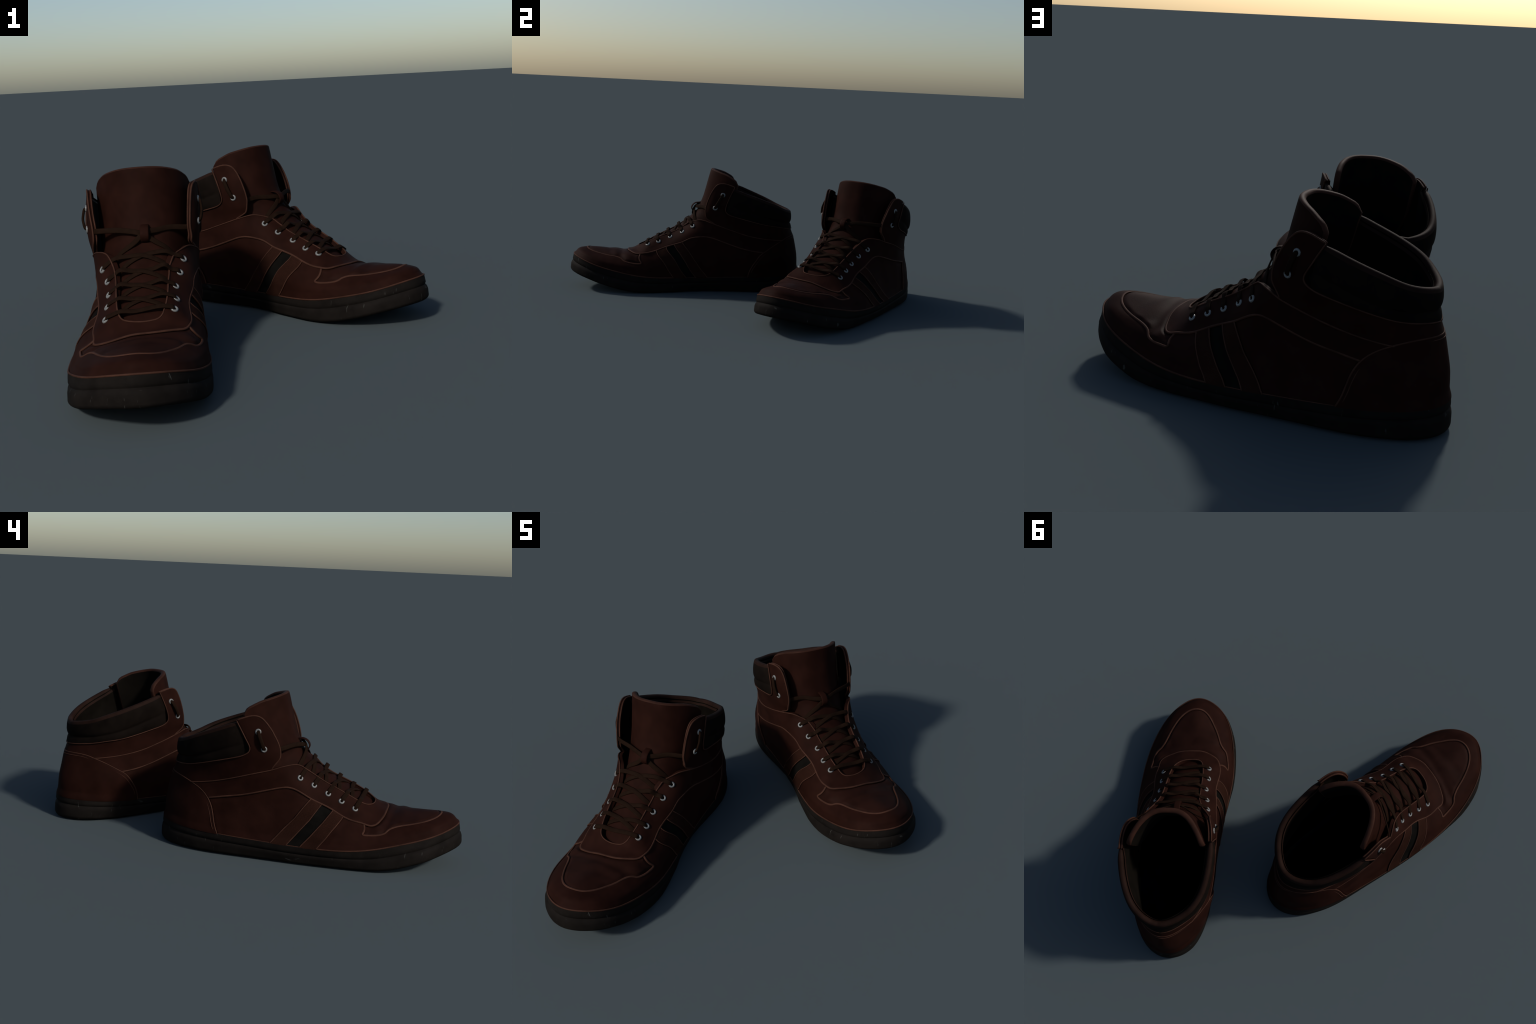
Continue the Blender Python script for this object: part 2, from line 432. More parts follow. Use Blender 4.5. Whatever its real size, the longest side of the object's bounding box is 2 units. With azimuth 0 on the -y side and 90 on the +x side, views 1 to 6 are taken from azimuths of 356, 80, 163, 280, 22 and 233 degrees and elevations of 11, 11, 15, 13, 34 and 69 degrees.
# ankle band with its two lace flaps
up_back_O = heelwards(EU[:UF_O + 1]); up_back_I = heelwards(EU[UF_I:])
ab = poly(flapO, up_back_O[::-1], counter[iK_O:iK_I + 1], up_back_I[::-1], flapI[::-1], bandI[::-1], bandO)
ankle_band = add('ankle_band', panel(ab, True, .007, skirt=.016), 'leather')

# ---- padded collar: two soft rolls under a rolled rim
def v_of(curves, smooth_max=True):
    pts = np.concatenate([c for c in curves]); o = np.argsort(pts[:, 0]); return pts[o]
rim = np.concatenate([rimO[::-1], rimI[1:]])          # u from outer (positive) to inner (negative)
rim = rim[np.argsort(rim[:, 0])]
flatO = bandO[:6 * PER]; flatI = bandI[:7 * PER]
bnd = np.concatenate([flatO[::-1], flatI[1:]]); bnd = bnd[np.argsort(bnd[:, 0])]
u_end_O = flapO[0, 0]; u_end_I = flapI[0, 0]
cols = np.arange(math.floor(min(u_end_O, u_end_I)) - 4, math.ceil(max(u_end_O, u_end_I)) + 5, 1.)
vr = np.interp(cols, rim[:, 0], rim[:, 1]); vb = np.interp(cols, bnd[:, 0], bnd[:, 1]) - 2
endw = smooth(0, 14, np.minimum(cols - cols[0], cols[-1] - cols))
THICK = .012 + .012 * endw
prof = []
n_out, n_arc = 26, 9
for q in np.linspace(0, 1, n_out):
    roll = np.where(q < .45, .75 * np.sqrt(max(0, 1 - ((q - .21) / .23) ** 2)) if abs(q - .21) < .23 else 0, 0)
    roll2 = np.sqrt(max(0, 1 - ((q - .74) / .33) ** 2)) if abs(q - .74) < .33 else 0
    b = max(float(roll), float(roll2))
    prof.append((q, b))
PV_, PN_ = [], []
rows = []
for q, b in prof:
    v = vb + (vr - vb) * q
    w = surf(cols, v) + nrm(cols, v) * (.003 + (.004 + .010 * endw) * b)[:, None]
    rows.append(w)
nrm_r = nrm(cols, vr); top_out = rows[-1]
upd = surf(cols, vr) - surf(cols, vr - 3); upd /= np.linalg.norm(upd, axis=1, keepdims=True)
for k in range(1, n_arc + 1):
    a = math.pi * k / n_arc
    rad = THICK / 2
    c = top_out - nrm_r * rad[:, None]
    rows.append(c + nrm_r * (math.cos(a) * rad)[:, None] + upd * (math.sin(a) * rad * .75)[:, None])
inn = rows[-1]
for k in range(1, 12):
    v = vr - (vr - vb) * k / 11
    base = surf(cols, v) - nrm(cols, v) * (.017 + (THICK - .017) * max(0, 1 - k / 5))[:, None]
    rows.append(base)
G = np.stack(rows, 0)     # rows x cols
nr, ncl = G.shape[:2]
F = [[i * ncl + j, i * ncl + j + 1, (i + 1) * ncl + j + 1, (i + 1) * ncl + j] for i in range(nr - 1) for j in range(ncl - 1)]
if not FLIP: pass
F = F if FLIP is False else [q[::-1] for q in F]
cut_r = n_out + n_arc // 2
def rows_mesh(G, a, b):
    f = [[i * ncl + j, i * ncl + j + 1, (i + 1) * ncl + j + 1, (i + 1) * ncl + j] for i in range(b - a) for j in range(ncl - 1)]
    return G[a:b + 1].reshape(-1, 3), (f if not FLIP else [q[::-1] for q in f])
ra, rb = n_out - 2, n_out + n_arc
collar = add('collar_padding', rows_mesh(G, 0, ra), 'padding', angle=180)
add('collar_rim', rows_mesh(G, ra, rb), 'rim_dark', parent=collar, angle=180)
add('collar_lining', rows_mesh(G, rb, nr - 1), 'felt', parent=collar, angle=180)

# ---- lining: inside of collar and flaps down to the insole
cols2 = np.arange(math.floor(flapI[:, 0].min()) - 1, math.ceil(flapO[:, 0].max()) + 2, 1.)
endl = np.interp(cols2, cols, endw, left=0, right=0)
TL = .008 + .009 * endl
rimf = np.concatenate([flapO, flapI]); rimf = rimf[np.argsort(rimf[:, 0])]
def lin(uv, X, f): return -(np.interp(uvu(uv), cols2, TL))
def uvu(uv):
    u = uv[:, 0].copy(); u[u > NU / 2] -= NU; return u
topline = poly(flapO[::-1], [p for p in rim[::-1] if u_end_I < p[0] < u_end_O], flapI)
lo_l = poly(topline, up_back_I[:1], [(up_back_I[0, 0] - 5, 60.), (up_back_I[0, 0] - 5, -6.), (up_back_O[-1, 0] + 5, -6.), (up_back_O[-1, 0] + 5, 60.)])
add('lining', panel(lo_l, True, .0, skirt=0, shape=lin, flip=True), 'felt', angle=180)

# ---- worn raised edges
LV = .009
flap_all_O, flap_all_I = flapO, flapI
beads = [
    (eyestay, [bead(EL, .0050, .0092, .0075), bead(EU, .0075, .0056, .006)]),
    (heel_counter, [bead(counter, .006, .0062, .0065)]),
    (toe_guard, [bead(window, .0030, .0100, .0072)]),
    (ankle_band, [bead(flapO, .0055, .007, .0065), bead(flapI, .0055, .007, .0065), bead(bandO, .0105, .0055, .006), bead(bandI, .0105, .0055, .006),
                  bead(flapO, -.007, .006, .006), bead(flapI, -.007, .006, .006)]),
]
for own, bs in beads: add('raised_edge', join(*bs), 'worn_edge', parent=own, angle=180)
# second stitch row inside the heel counter and ankle edge
def inset(uv, d):
    """shift a (u,v) curve along the surface by d metres to its left"""
    P = surf(uv[:, 0], uv[:, 1]); Nn = nrm(uv[:, 0], uv[:, 1]); T = np.gradient(P, axis=0); T /= np.linalg.norm(T, axis=1, keepdims=True)
    return P + np.cross(Nn, T) * d, Nn
for own, c, d, lv in ((heel_counter, counter, .012, .0105), (heel_counter, counter, -.012, .0105)):
    P, Nn = inset(c, d)
    if np.linalg.norm(P[len(P) // 2] - np.array([-.33, 0, .30])) < np.linalg.norm(surf(*c[len(c) // 2]) - np.array([-.33, 0, .30])):
        P = resample(P[6:-6], .006); Nn = resample(Nn[6:-6], 1); Nn = np.stack([np.interp(np.linspace(0, 1, len(P)), np.linspace(0, 1, len(Nn)), Nn[:, k]) for k in range(3)], 1)
        add('stitch_row', tube(P + Nn * (lv - .002), Nn, .0036, .0036, 6, taper=.01), 'worn_edge', parent=own, angle=180)
for st in (stO, stI):
    add('stripe_edge', join(*[bead(s, .0065, .005, .005) for s in st]), 'worn_edge', angle=180)
# welt piping round the toe, between the stripes
uA, uB = stO[0][-1, 0], stI[0][-1, 0]
wu = np.linspace(uA, uB, 260)
add('toe_piping', tube(surf(wu, wu * 0 + 1.8) + nrm(wu, wu * 0 + 1.8) * .006, nrm(wu, wu * 0 + 1.8), .007, .006, 6, taper=.01), 'worn_edge', parent=toe_guard, angle=180)
wu2 = np.concatenate([np.linspace(uA - 1, counter[0, 0], 120)])
wu3 = np.linspace(uB + 1, counter[-1, 0] + NU, 120)
add('sole_piping', join(*[tube(surf(w, w * 0 + 1.5) + nrm(w, w * 0 + 1.5) * .004, nrm(w, w * 0 + 1.5), .004, .004, 6, taper=.01) for w in (wu2, wu3)]), 'worn_edge', angle=180)

# ------------------------------------------------------------------ sole
def floor_z(x):
    return np.interp(x, [-.4, .58, .62, .66, .70, .75, .80, .85, .90, .95, 1.0, 1.02], [0, 0, .002, .006, .013, .025, .038, .052, .068, .083, .095, .099])
base = S[:, 0, :2]; tl = np.roll(base, -1, 0) - np.roll(base, 1, 0); nl = np.stack([tl[:, 1], -tl[:, 0]], 1); nl /= np.linalg.norm(nl, axis=1, keepdims=True)
if nl[0, 0] > 0: nl = -nl
ztop = S[:, 0, 2] + .004
gdepth = .45 + .55 * np.maximum(smooth(.50, .85, base[:, 0]), 1 - smooth(-.25, .0, base[:, 0]))
gfrac = np.interp(base[:, 0], [-.37, -.1, .4, .98], [.30, .36, .42, .38])
# (fraction from the top, outward offset, groove weight)
soleprof = [(.0, -.035, 0), (.0, -.004, 0), (.012, .003, 0), (.05, .0065, 0), (.5, .0085, 0), (.76, .0088, 0), (.88, .0075, .3), (1., .0060, .6), (1.07, .0070, 0), (1.17, .0100, 0), (1.4, .0118, 0), (1.9, .0118, 0)]
srows = []
flare = np.where(base[:, 1] < 0, .016, .007) * smooth(.55, .85, base[:, 0]) * (1 - smooth(.82, .95, base[:, 0])) + .012 * smooth(.84, .96, base[:, 0]) + .003 * (1 - smooth(-.32, -.2, base[:, 0]))
inside_arch = np.where(base[:, 1] > 0, np.interp(base[:, 0], [-.3, -.2, 0., .2, .3, .4, .55, .75], [0, .010, .030, .052, .042, .018, .004, 0]), np.interp(base[:, 0], [-.3, -.1, .2, .42, .6, .7], [0, .008, .022, .020, .008, 0]))
zf = floor_z(base[:, 0])
hgt = ztop - zf
for s, off, g in soleprof:
    if s <= 1: fr = s * gfrac
    else: fr = gfrac + (s - 1) / 1. * (1 - gfrac) * .78
    o = off - g * .0035 * gdepth
    if s > 1: o = .0085 + (off - .0085) * (.35 + .65 * gdepth)
    o = o + flare * smooth(0, .8, fr) - inside_arch * fr ** 1.6
    z = ztop - fr * hgt
    srows.append(np.column_stack([base + nl * np.asarray(o)[:, None] if np.ndim(o) else base + nl * o, z]))
z_last = srows[-1][:, 2]; last_o = srows[-1][:, :2] - base; last_o = (last_o * nl).sum(1)
rr = (z_last - zf)
for k in range(1, 9):
    a = math.pi / 2 * k / 8
    o = last_o - (.022 + inside_arch * .3) * (1 - math.cos(a)); z = z_last - rr * math.sin(a)
    q = base + nl * o[:, None]
    srows.append(np.column_stack([q, zf + (z - zf)]))
G = np.stack(srows, 0)
# bottom: nested rings shrinking to the mid line
cen = np.column_stack([base[:, 0] * .86 + .04, base[:, 1] * 0 + .0])
bot = G[-1]
for k in (.75, .5, .25, .02):
    q = cen * (1 - k) + bot[:, :2] * k
    G = np.concatenate([G, np.column_stack([q, floor_z(q[:, 0]) + .0005])[None]], 0)
nr = len(G)
F = [[i * NU + j, i * NU + (j + 1) % NU, (i + 1) * NU + (j + 1) % NU, (i + 1) * NU + j] for i in range(nr - 1) for j in range(NU)]
V = G.reshape(-1, 3)
def orient(V, F, probe, outward):
    q = F[probe]; n = np.cross(V[q[1]] - V[q[0]], V[q[2]] - V[q[1]])
    return F if n @ np.asarray(outward) > 0 else [f[::-1] for f in F]
F = orient(V, F, 4 * NU + NU // 4, (0, -1, 0))
sole = add('sole', (V, F), 'rubber', angle=50)
# insole
ins = np.stack([np.column_stack([base * k + np.array([.25, 0]) * (1 - k) - nl * .012 * (k > .99), np.interp(base[:, 0] * k + .25 * (1 - k), [-.4, .55, .75, .98], [.092, .092, .125, .195])]) for k in (1., .6, .3, .02)], 0)
F = [[i * NU + j, i * NU + (j + 1) % NU, (i + 1) * NU + (j + 1) % NU, (i + 1) * NU + j] for i in range(3) for j in range(NU)]
V = ins.reshape(-1, 3)
add('insole', (V, orient(V, F, 0, (0, 0, 1))), 'felt', angle=180)

# ------------------------------------------------------------------ tongue
tc = open_curve([(.612, .020, .222), (.561, .021, .256), (.492, .020, .298), (.422, .018, .337), (.358, .017, .375), (.304, .016, .420), (.265, .015, .473), (.236, .014, .530),
                 (.218, .013, .590), (.203, .012, .650), (.192, .011, .692), (.187, .010, .708)], 8)
nt = len(tc); sT = np.linspace(0, 1, nt)
wT = np.interp(sT, [0, .2, .36, .4545, .545, .65, 1], [.085, .115, .137, .152, .166, .175, .178])
dT = np.interp(sT, [0, .2, .36, .4545, .545, .65, 1], [.020, .040, .080, .115, .145, .160, .160])
Tt = np.gradient(tc, axis=0); Tt /= np.linalg.norm(Tt, axis=1, keepdims=True)
Nt = np.cross(Tt, [0, 1., 0]); Nt /= np.linalg.norm(Nt, axis=1, keepdims=True)
if Nt[nt // 2, 0] < 0: Nt = -Nt
TH = np.linspace(-1, 1, 61)
def tongue_pt(si, th, off):
    """si: length index (float), th: -1..1 across, off: outward offset; parabola-like wrap"""
    i = np.clip(si, 0, nt - 1.001); k = i.astype(int); a = (i - k)[..., None]
    c = tc[k] * (1 - a) + tc[k + 1] * a; n = Nt[k] * (1 - a) + Nt[k + 1] * a
    w = wT[k] * (1 - a[..., 0]) + wT[k + 1] * a[..., 0]; d = dT[k] * (1 - a[..., 0]) + dT[k + 1] * a[..., 0]
    y = w * th; sl = 2.7 * d / w * np.abs(th) ** 1.7 * np.sign(th)      # slope of the wrap
    ln_ = np.sqrt(1 + sl ** 2)
    off = np.asarray(off) + 0 * th
    return c + n * (off / ln_ - d * np.abs(th) ** 2.7 + .012 * th)[..., None] + np.array([0, 1., 0]) * (y + off * sl / ln_)[..., None]
# the top edge rounds off at its two corners
ang = np.abs(TH) / TH.max()
corner = np.clip((ang - .76) / .24, 0, 1)
drop = (1 - np.sqrt(np.clip(1 - corner ** 2, 0, 1))) * 0 + 12 * corner ** 1.8 + .3 * ang ** 2
send = (nt - 1.001) - drop
m = 70
rowsO, rowsI = [], []
tt = .024
for k in range(m):
    si = send * (k / (m - 1))
    puff = .006 * math.exp(-((k / (m - 1) - .43) / .05) ** 2) * np.cos(TH * 1.5) - .005 * math.exp(-((k / (m - 1) - .54) / .03) ** 2) * np.cos(TH * 1.5)
    rowsO.append(tongue_pt(si, TH, 0 + puff))
    rowsI.append(tongue_pt(si, TH, -tt - .07 * (1 - smooth(.30, .62, k / (m - 1))) * (1 - np.abs(TH) ** 2)))
O = np.stack(rowsO); I = np.stack(rowsI)
# rim strip from outer to inner around the sides and top, slightly puffed
def ring_edge(A): return np.concatenate([A[:, 0], A[-1, 1:-1], A[::-1, -1]])
eo, ei = ring_edge(O), ring_edge(I)
seg = len(eo)
out_dir = np.concatenate([O[:, 0] - O[:, 2], O[-1, 1:-1] - O[-3, 1:-1], (O[:, -1] - O[:, -3])[::-1]]); out_dir /= np.linalg.norm(out_dir, axis=1, keepdims=True)
er = [eo + out_dir * .0]
for k in range(1, 6):
    a = math.pi * k / 6
    er.append(eo * (1 + math.cos(a)) / 2 + ei * (1 - math.cos(a)) / 2 + out_dir * .008 * math.sin(a))
er.append(ei)
nn = len(TH)
F = [[i * nn + j, i * nn + j + 1, (i + 1) * nn + j + 1, (i + 1) * nn + j] for i in range(m - 1) for j in range(nn - 1)]
V = O.reshape(-1, 3)
tongue = add('tongue', (V, orient(V, F, (m // 2) * (nn - 1) + nn // 2, (1, 0, .3))), 'leather', angle=180)
V = np.concatenate(er); F = [[i * seg + j, i * seg + j + 1, (i + 1) * seg + j + 1, (i + 1) * seg + j] for i in range(6) for j in range(seg - 1)]
pi_ = m - 1 + nn // 2
add('tongue_rim', (V, orient(V, F, 3 * (seg - 1) + pi_, (0, 0, 1))), 'rim_leather', parent=tongue, angle=180)
V = I.reshape(-1, 3); F = [[i * nn + j, i * nn + j + 1, (i + 1) * nn + j + 1, (i + 1) * nn + j] for i in range(m - 1) for j in range(nn - 1)]
add('tongue_lining', (V, orient(V, F, (m // 2) * (nn - 1) + nn // 2, (-1, 0, -.3))), 'felt', parent=tongue, angle=180)

# lace keeper loop on the tongue
lp = open_curve([(.242, .019, .508), (.260, .019, .509), (.281, .019, .503), (.296, .019, .484), (.294, .019, .467), (.281, .019, .455), (.268, .019, .462)], 8)
lt = np.gradient(lp, axis=0); ln = np.cross(lt, [0, 1., 0]); ln /= np.linalg.norm(ln, axis=1, keepdims=True)
add('lace_loop', tube(lp, ln, .031, .006, 12), 'leather', parent=tongue, angle=180)

# ------------------------------------------------------------------ eyelets
EYE_O = [(.525, -.116, .236), (.465, -.117, .265), (.404, -.119, .294), (.341, -.125, .328), (.280, -.137, .359)]
EYE_I = [(.553, .118, .266), (.492, .122, .284), (.425, .128, .315), (.356, .136, .346), (.295, .141, .381)]
FLAP_O = [(.127, -.190, .487), (.099, -.196, .561)]
FLAP_I = [(.178, .201, .502), (.137, .207, .578)]
eyeprof = [(.0052, -.004), (.0056, .0015), (.0066, .0034), (.0086, .0046), (.0108, .0044), (.0126, .0030), (.0135, .0008), (.0138, -.003)]
EY = {}
for tag, pts, own, lv in (('O', EYE_O, eyestay, .008), ('I', EYE_I, eyestay, .008), ('fO', FLAP_O, ankle_band, .007), ('fI', FLAP_I, ankle_band, .007)):
    EY[tag] = []
    for p in pts:
        u, v = locate(np.array(p), (1, .5, 1)); n = nrm(u, v); c = surf(u, v) + n * lv
        V, F = revolve(eyeprof, 24, c, n)
        F = orient(V, F, 4 * 24 + 3, (V[4 * 24 + 3] - c) * .3 + n)
        e = add('eyelet', (V, F), 'metal', parent=own, angle=180)
        V, F = revolve([(.0058, .0006), (.0001, .0002)], 16, c, n)
        add('eyelet_hole', (V, orient(V, F, 0, n)), 'hole', parent=own)
        EY[tag].append((c, n))

# ------------------------------------------------------------------ laces
RW, RH = .0200, .0060
def row(tag, r):
    r = min(max(r, 0), 4.6); i = min(int(r), 3); t = r - i
    a, b = EY[tag][i], EY[tag][i + 1]
    return a[0] * (1 - t) + b[0] * t, a[1] * (1 - t) + b[1] * t
UP = np.array([.47, .0, .88])                  # away from the instep
TONGUE_TOP = O.reshape(-1, 3); BODY_TOP = S[:, 3 * PV:6 * PV].reshape(-1, 3)
def height_over(cloud, p):
    """height along UP at which the line through p meets the surface sampled by cloud"""
    q = cloud - p; t = q @ UP; d2 = (q * q).sum(1) - t * t
    near = np.abs(t) < .12
    t, d2 = t[near], d2[near]; k = np.argsort(d2)[:6]
    w = 1 / (d2[k] + 2e-5)
    return (t[k] * w).sum() / w.sum(), math.sqrt(max(d2[k[0]], 0))
def across(rO, rI, f, h, lie='tongue'):
    """point at fraction f between two eyelet positions, h above the tongue or the eyestay"""
    a, na = row('O', rO); b, nb = row('I', rI)
    p = a * (1 - f) + b * f
    n = na * (1 - f) + nb * f + UP * 1.2 * (1 - abs(2 * f - 1)); n /= np.linalg.norm(n)
    tb, db = height_over(BODY_TOP, p)
    z = min(tb + .008, .24 * f * (1 - f) + .004) if lie == 'eyestay' else tb - .012
    if lie == 'tongue':
        tt_, dd = height_over(TONGUE_TOP, p)
        if dd < .012: z = tt_
    return p + UP * (z + h), n
def lace(pts):
    P = np.array([p for p, n in pts]); Q = np.array([n for p, n in pts])
    c = open_curve(P, 12); q = open_curve(Q, 12)
    return tube(c, q, RW, RH, 12)
def strand(i, side, drop=.72):
    """from the eyelet in row i over the throat, ducking under the opposite edge a little nearer the toe"""
    o = side == 'O'
    jit = .0015 * math.sin(7.3 * i + (0 if o else 2))
    def A(f, h, lie='tongue'):
        r2 = i - drop * smooth(.15, .9, f)
        return across(i if o else r2, r2 if o else i, f if o else 1 - f, h, lie)
    e = EY[side][i]
    over = .007 if o else .004
    return lace([(e[0] - e[1] * .004, e[1]), A(.014, .0085, 'eyestay'), A(.045, .009, 'eyestay'), A(.11, .005, 'eyestay'), A(.195, .003, 'eyestay'), A(.34, over + .003 + jit), A(.50, over + .001), A(.66, .004), A(.80, .001), A(.93, -.006)])
lace_parts = []
a, b = EY['O'][0], EY['I'][0]
lace_parts.append(lace([(a[0] - a[1] * .004, a[1]), across(0, 0, .014, .0085, 'eyestay'), across(0, 0, .045, .009, 'eyestay'), across(0, 0, .12, .007, 'eyestay'), across(0, 0, .24, .004, 'eyestay'), across(0, 0, .4, .012), across(0, 0, .6, .012), across(0, 0, .78, .004, 'eyestay'), across(0, 0, .88, .007, 'eyestay'), across(0, 0, .955, .009, 'eyestay'), across(0, 0, .986, .0085, 'eyestay'), (b[0] - b[1] * .004, b[1])]))
for i in range(1, 5):
    lace_parts.append(strand(i, 'I')); lace_parts.append(strand(i, 'O'))
# crossing strands from the top row through the keeper loop to the flaps
key = np.array([.279, .019, .482]); kn = np.array([.85, 0, .5])
for s, own, oth in ((-1, 'fO', 'I'), (1, 'fI', 'O')):
    c, n = EY[own][0]; y = c[1]
    start = c - n * .020
    start2 = np.array([.185 if s < 0 else .205, y * .86, .487])
    nb = np.array([.8, -s * -.5, .2])
    mids = [(start, n), (start2, np.array([.6, s * .8, .1])), (np.array([.232, s * .105 + .01, .493]), np.array([.85, s * .45, .3])), (np.array([.262, s * .045 + .015, .490]), np.array([.9, s * .2, .4])),
            (key + np.array([0, 0, .004 * s]), kn), (np.array([.286, -s * .035 + .018, .455]), np.array([.85, -s * .2, .5]))]
    q1, n1 = across(4.5, 4.5, .5 - (.5 - .24) * (1 if s > 0 else -1), .004)
    q2, n2 = across(4.35, 4.35, .5 - (.5 - .10) * (1 if s > 0 else -1), -.004)
    lace_parts.append(lace(mids + [(q1, n1), (q2, n2)]))
# outside bridges between the two flap eyelets
for own in ('fO', 'fI'):
    (a, na), (b, nb) = EY[own]; d = b - a
    side_n = np.cross(d, na); side_n /= np.linalg.norm(side_n)
    pts = [(a - na * .006, na), (a + na * .006 + d * .05, na), (a + na * .012 + d * .28, na), (a + na * .014 + d * .52, na), (a + na * .011 + d * .78, na), (a + nb * .006 + d * .96, nb), (b - nb * .006, nb)]
    P = open_curve([p for p, n in pts], 10); Q = open_curve([n for p, n in pts], 10)
    lace_parts.append(tube(P, Q, .017, .010, 12))
for L in lace_parts: add('lace', L, 'lace', angle=180)

# ------------------------------------------------------------------ materials
def mat(name, base, rough=.6, var=.25, scale=9., bump=.15, bscale=220., metallic=0., spec=.4, extra=None, sheen=0.):
    m = bpy.data.materials.new(name); m.use_nodes = True
    nt_ = m.node_tree; nd = nt_.nodes; lk = nt_.links; nd.clear()
    out = nd.new('ShaderNodeOutputMaterial'); b = nd.new('ShaderNodeBsdfPrincipled'); lk.new(b.outputs[0], out.inputs[0])
    tc_ = nd.new('ShaderNodeTexCoord')
    n1 = nd.new('ShaderNodeTexNoise'); n1.inputs['Scale'].default_value = scale; n1.inputs['Detail'].default_value = 5; n1.inputs['Roughness'].default_value = .6
    lk.new(tc_.outputs['Object'], n1.inputs['Vector'])
    r = nd.new('ShaderNodeValToRGB'); r.color_ramp.elements[0].position = .32; r.color_ramp.elements[1].position = .70
    r.color_ramp.elements[0].color = tuple(c * (1 - var) for c in base) + (1,)
    r.color_ramp.elements[1].color = tuple(c * (1 + var) for c in base) + (1,)
    lk.new(n1.outputs['Fac'], r.inputs['Fac'])
    col = r.outputs['Color']
    n2 = nd.new('ShaderNodeTexNoise'); n2.inputs['Scale'].default_value = bscale; n2.inputs['Detail'].default_value = 3
    lk.new(tc_.outputs['Object'], n2.inputs['Vector'])
    height = n2.outputs['Fac']
    if extra: col, height = extra(nd, lk, tc_, col, height)
    bp = nd.new('ShaderNodeBump'); bp.inputs['Strength'].default_value = bump; bp.inputs['Distance'].default_value = .003
    lk.new(height, bp.inputs['Height']); lk.new(bp.outputs[0], b.inputs['Normal'])
    lk.new(col, b.inputs['Base Color'])
    b.inputs['Roughness'].default_value = rough; b.inputs['Metallic'].default_value = metallic; b.inputs['Specular IOR Level'].default_value = spec
    if sheen: b.inputs['Sheen Weight'].default_value = sheen
    return m

def weave(nd, lk, tc_, col, height):
    mp = nd.new('ShaderNodeMapping'); mp.inputs['Rotation'].default_value = (0, math.radians(40), 0); lk.new(tc_.outputs['Object'], mp.inputs['Vector'])
    w1 = nd.new('ShaderNodeTexWave'); w1.bands_direction = 'X'; w1.inputs['Scale'].default_value = 105; w1.inputs['Distortion'].default_value = 1.2
    w2 = nd.new('ShaderNodeTexWave'); w2.bands_direction = 'Z'; w2.inputs['Scale'].default_value = 105; w2.inputs['Distortion'].default_value = 1.2
    lk.new(mp.outputs[0], w1.inputs['Vector']); lk.new(mp.outputs[0], w2.inputs['Vector'])
    mx = nd.new('ShaderNodeMath'); mx.operation = 'MULTIPLY'; lk.new(w1.outputs['Fac'], mx.inputs[0]); lk.new(w2.outputs['Fac'], mx.inputs[1])
    mr = nd.new('ShaderNodeMapRange'); mr.inputs['To Min'].default_value = .50; mr.inputs['To Max'].default_value = 2.1; lk.new(mx.outputs[0], mr.inputs['Value'])
    mul = nd.new('ShaderNodeVectorMath'); mul.operation = 'SCALE'; lk.new(col, mul.inputs[0]); lk.new(mr.outputs[0], mul.inputs['Scale'])
    return mul.outputs[0], mx.outputs[0]

def scuffs(nd, lk, tc_, col, height):
    """rubber: a few pale scratches and specks"""
    prev = col
    for rot, thr, sc in (((.3, .9, .2), .715, (55, 5, 9)), ((1.1, .2, .8), .722, (6, 60, 10)), ((.6, 2.2, .1), .722, (70, 8, 8))):
        mp = nd.new('ShaderNodeMapping'); mp.inputs['Rotation'].default_value = rot; mp.inputs['Scale'].default_value = sc; lk.new(tc_.outputs['Object'], mp.inputs['Vector'])
        n = nd.new('ShaderNodeTexNoise'); n.inputs['Scale'].default_value = 1.6; n.inputs['Detail'].default_value = 2.5; lk.new(mp.outputs[0], n.inputs['Vector'])
        mr = nd.new('ShaderNodeMapRange'); mr.inputs['From Min'].default_value = thr; mr.inputs['From Max'].default_value = thr + .05; lk.new(n.outputs['Fac'], mr.inputs['Value'])
        mx = nd.new('ShaderNodeMix'); mx.data_type = 'RGBA'; lk.new(mr.outputs[0], mx.inputs['Factor']); lk.new(prev, mx.inputs['A']); mx.inputs['B'].default_value = (.042, .041, .037, 1)
        prev = mx.outputs['Result']
    return prev, height

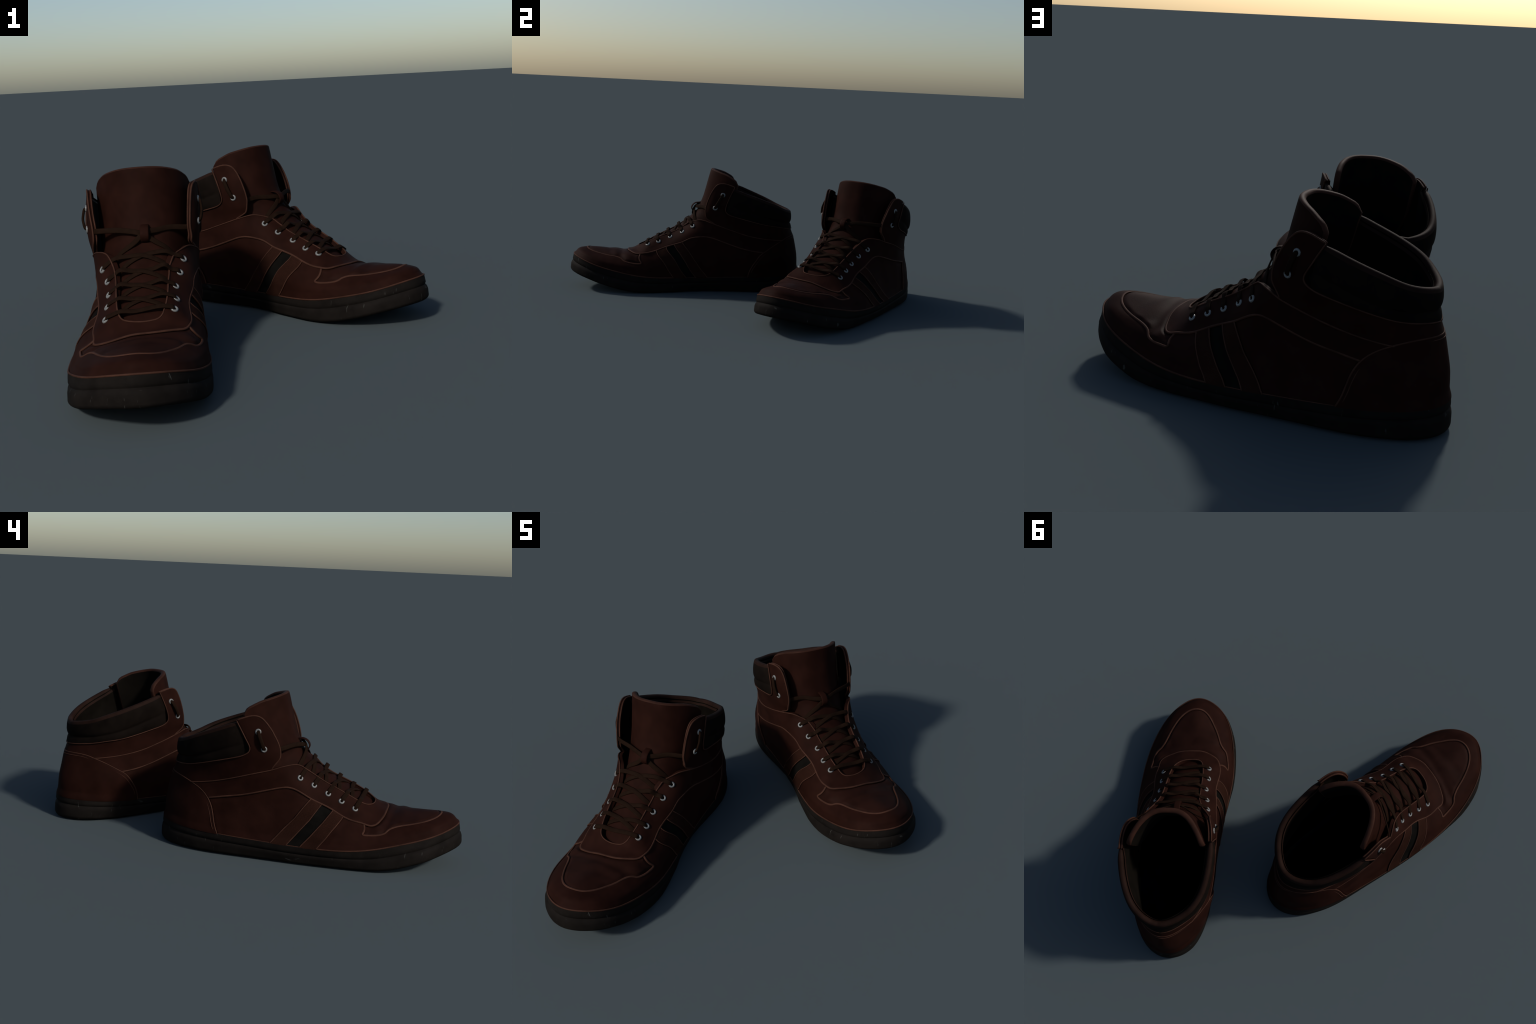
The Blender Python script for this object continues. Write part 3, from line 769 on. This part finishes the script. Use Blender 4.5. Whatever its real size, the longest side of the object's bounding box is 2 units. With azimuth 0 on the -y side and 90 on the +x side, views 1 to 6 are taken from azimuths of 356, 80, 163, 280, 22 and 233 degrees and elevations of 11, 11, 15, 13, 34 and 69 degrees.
MATS = {
    'leather': mat('brown_leather', (.0150, .0052, .0035), rough=.66, var=.26, scale=11, bump=.12, spec=.02),
    'vamp': mat('vamp_leather', (.0150, .0054, .0037), rough=.64, var=.24, scale=14, bump=.14, spec=.025),
    'canvas': mat('woven_brown', (.0200, .0078, .0050), rough=.8, var=.25, bump=.3, extra=weave, spec=.02),
    'felt': mat('dark_fabric', (.0052, .0042, .0032), rough=.85, var=.30, scale=14, bump=.2, spec=.02),
    'padding': mat('collar_fabric', (.0062, .0043, .0033), rough=.8, var=.35, scale=12, bump=.15, spec=.02),
    'dark_stripe': mat('dark_stripe_fabric', (.0044, .0039, .0033), rough=.85, var=.30, scale=18, bump=.2, spec=.02),
    'rim_dark': mat('collar_leather', (.0145, .0070, .0050), rough=.65, var=.25, scale=14, bump=.1, spec=.03),
    'worn_edge': mat('worn_leather_edge', (.0440, .0195, .0130), rough=.6, var=.30, scale=16, bump=.1, spec=.03),
    'rim_leather': mat('rim_leather', (.0300, .0125, .0083), rough=.6, var=.25, scale=14, bump=.1, spec=.03),
    'rubber': mat('black_rubber', (.0086, .0070, .0060), rough=.68, var=.24, scale=18, bump=.18, extra=scuffs, spec=.025),
    'lace': mat('flat_lace', (.0110, .0056, .0034), rough=.8, var=.15, scale=60, bump=.2, bscale=500, spec=.02),
    'metal': mat('eyelet_metal', (.14, .14, .135), rough=.42, var=.12, scale=60, bump=.02, metallic=.0, spec=.5),
    'hole': mat('hole_dark', (.002, .0015, .0012), rough=.9, var=.1, bump=0, spec=.02),
}

# ------------------------------------------------------------------ assemble both shoes
def make_mesh(name, V, F, m, angle, mirror):
    me = bpy.data.meshes.new(name)
    V = V.copy()
    if mirror:
        V[:, 1] *= -1; F = [f[::-1] for f in F]
    me.from_pydata(V.tolist(), [], F); me.update()
    me.materials.append(MATS[m])
    me.polygons.foreach_set('use_smooth', [True] * len(me.polygons))
    if angle < 180: me.set_sharp_from_angle(angle=math.radians(angle))
    return me

TH_B = math.radians(-43.77)
PLACE = [  # mirror, location, rotation about z of the frame
    (False, (-.440, 0, 0), math.radians(-90)),
    (True, (-.3578 + .44 * -math.sin(TH_B) * 1.0, .3779 + .44 * math.cos(TH_B), 0), TH_B),
]
for mirror, loc, rot in PLACE:
    root = bpy.data.objects.new('high_top_sneaker', None); bpy.context.scene.collection.objects.link(root)
    root.location = loc; root.rotation_euler = (0, 0, rot)
    root['label'] = 'dark brown leather high-top sneaker, black rubber sole, flat brown laces'
    root['category'] = 'sneaker'
    objs = []
    for p in PARTS:
        me = make_mesh(p['name'], p['V'], p['F'], p['mat'], p['angle'], mirror)
        ob = bpy.data.objects.new(p['name'], me); bpy.context.scene.collection.objects.link(ob)
        ob.parent = objs[p['parent']] if p['parent'] is not None else root
        if p['kind']: ob['kind'] = p['kind']
        objs.append(ob)
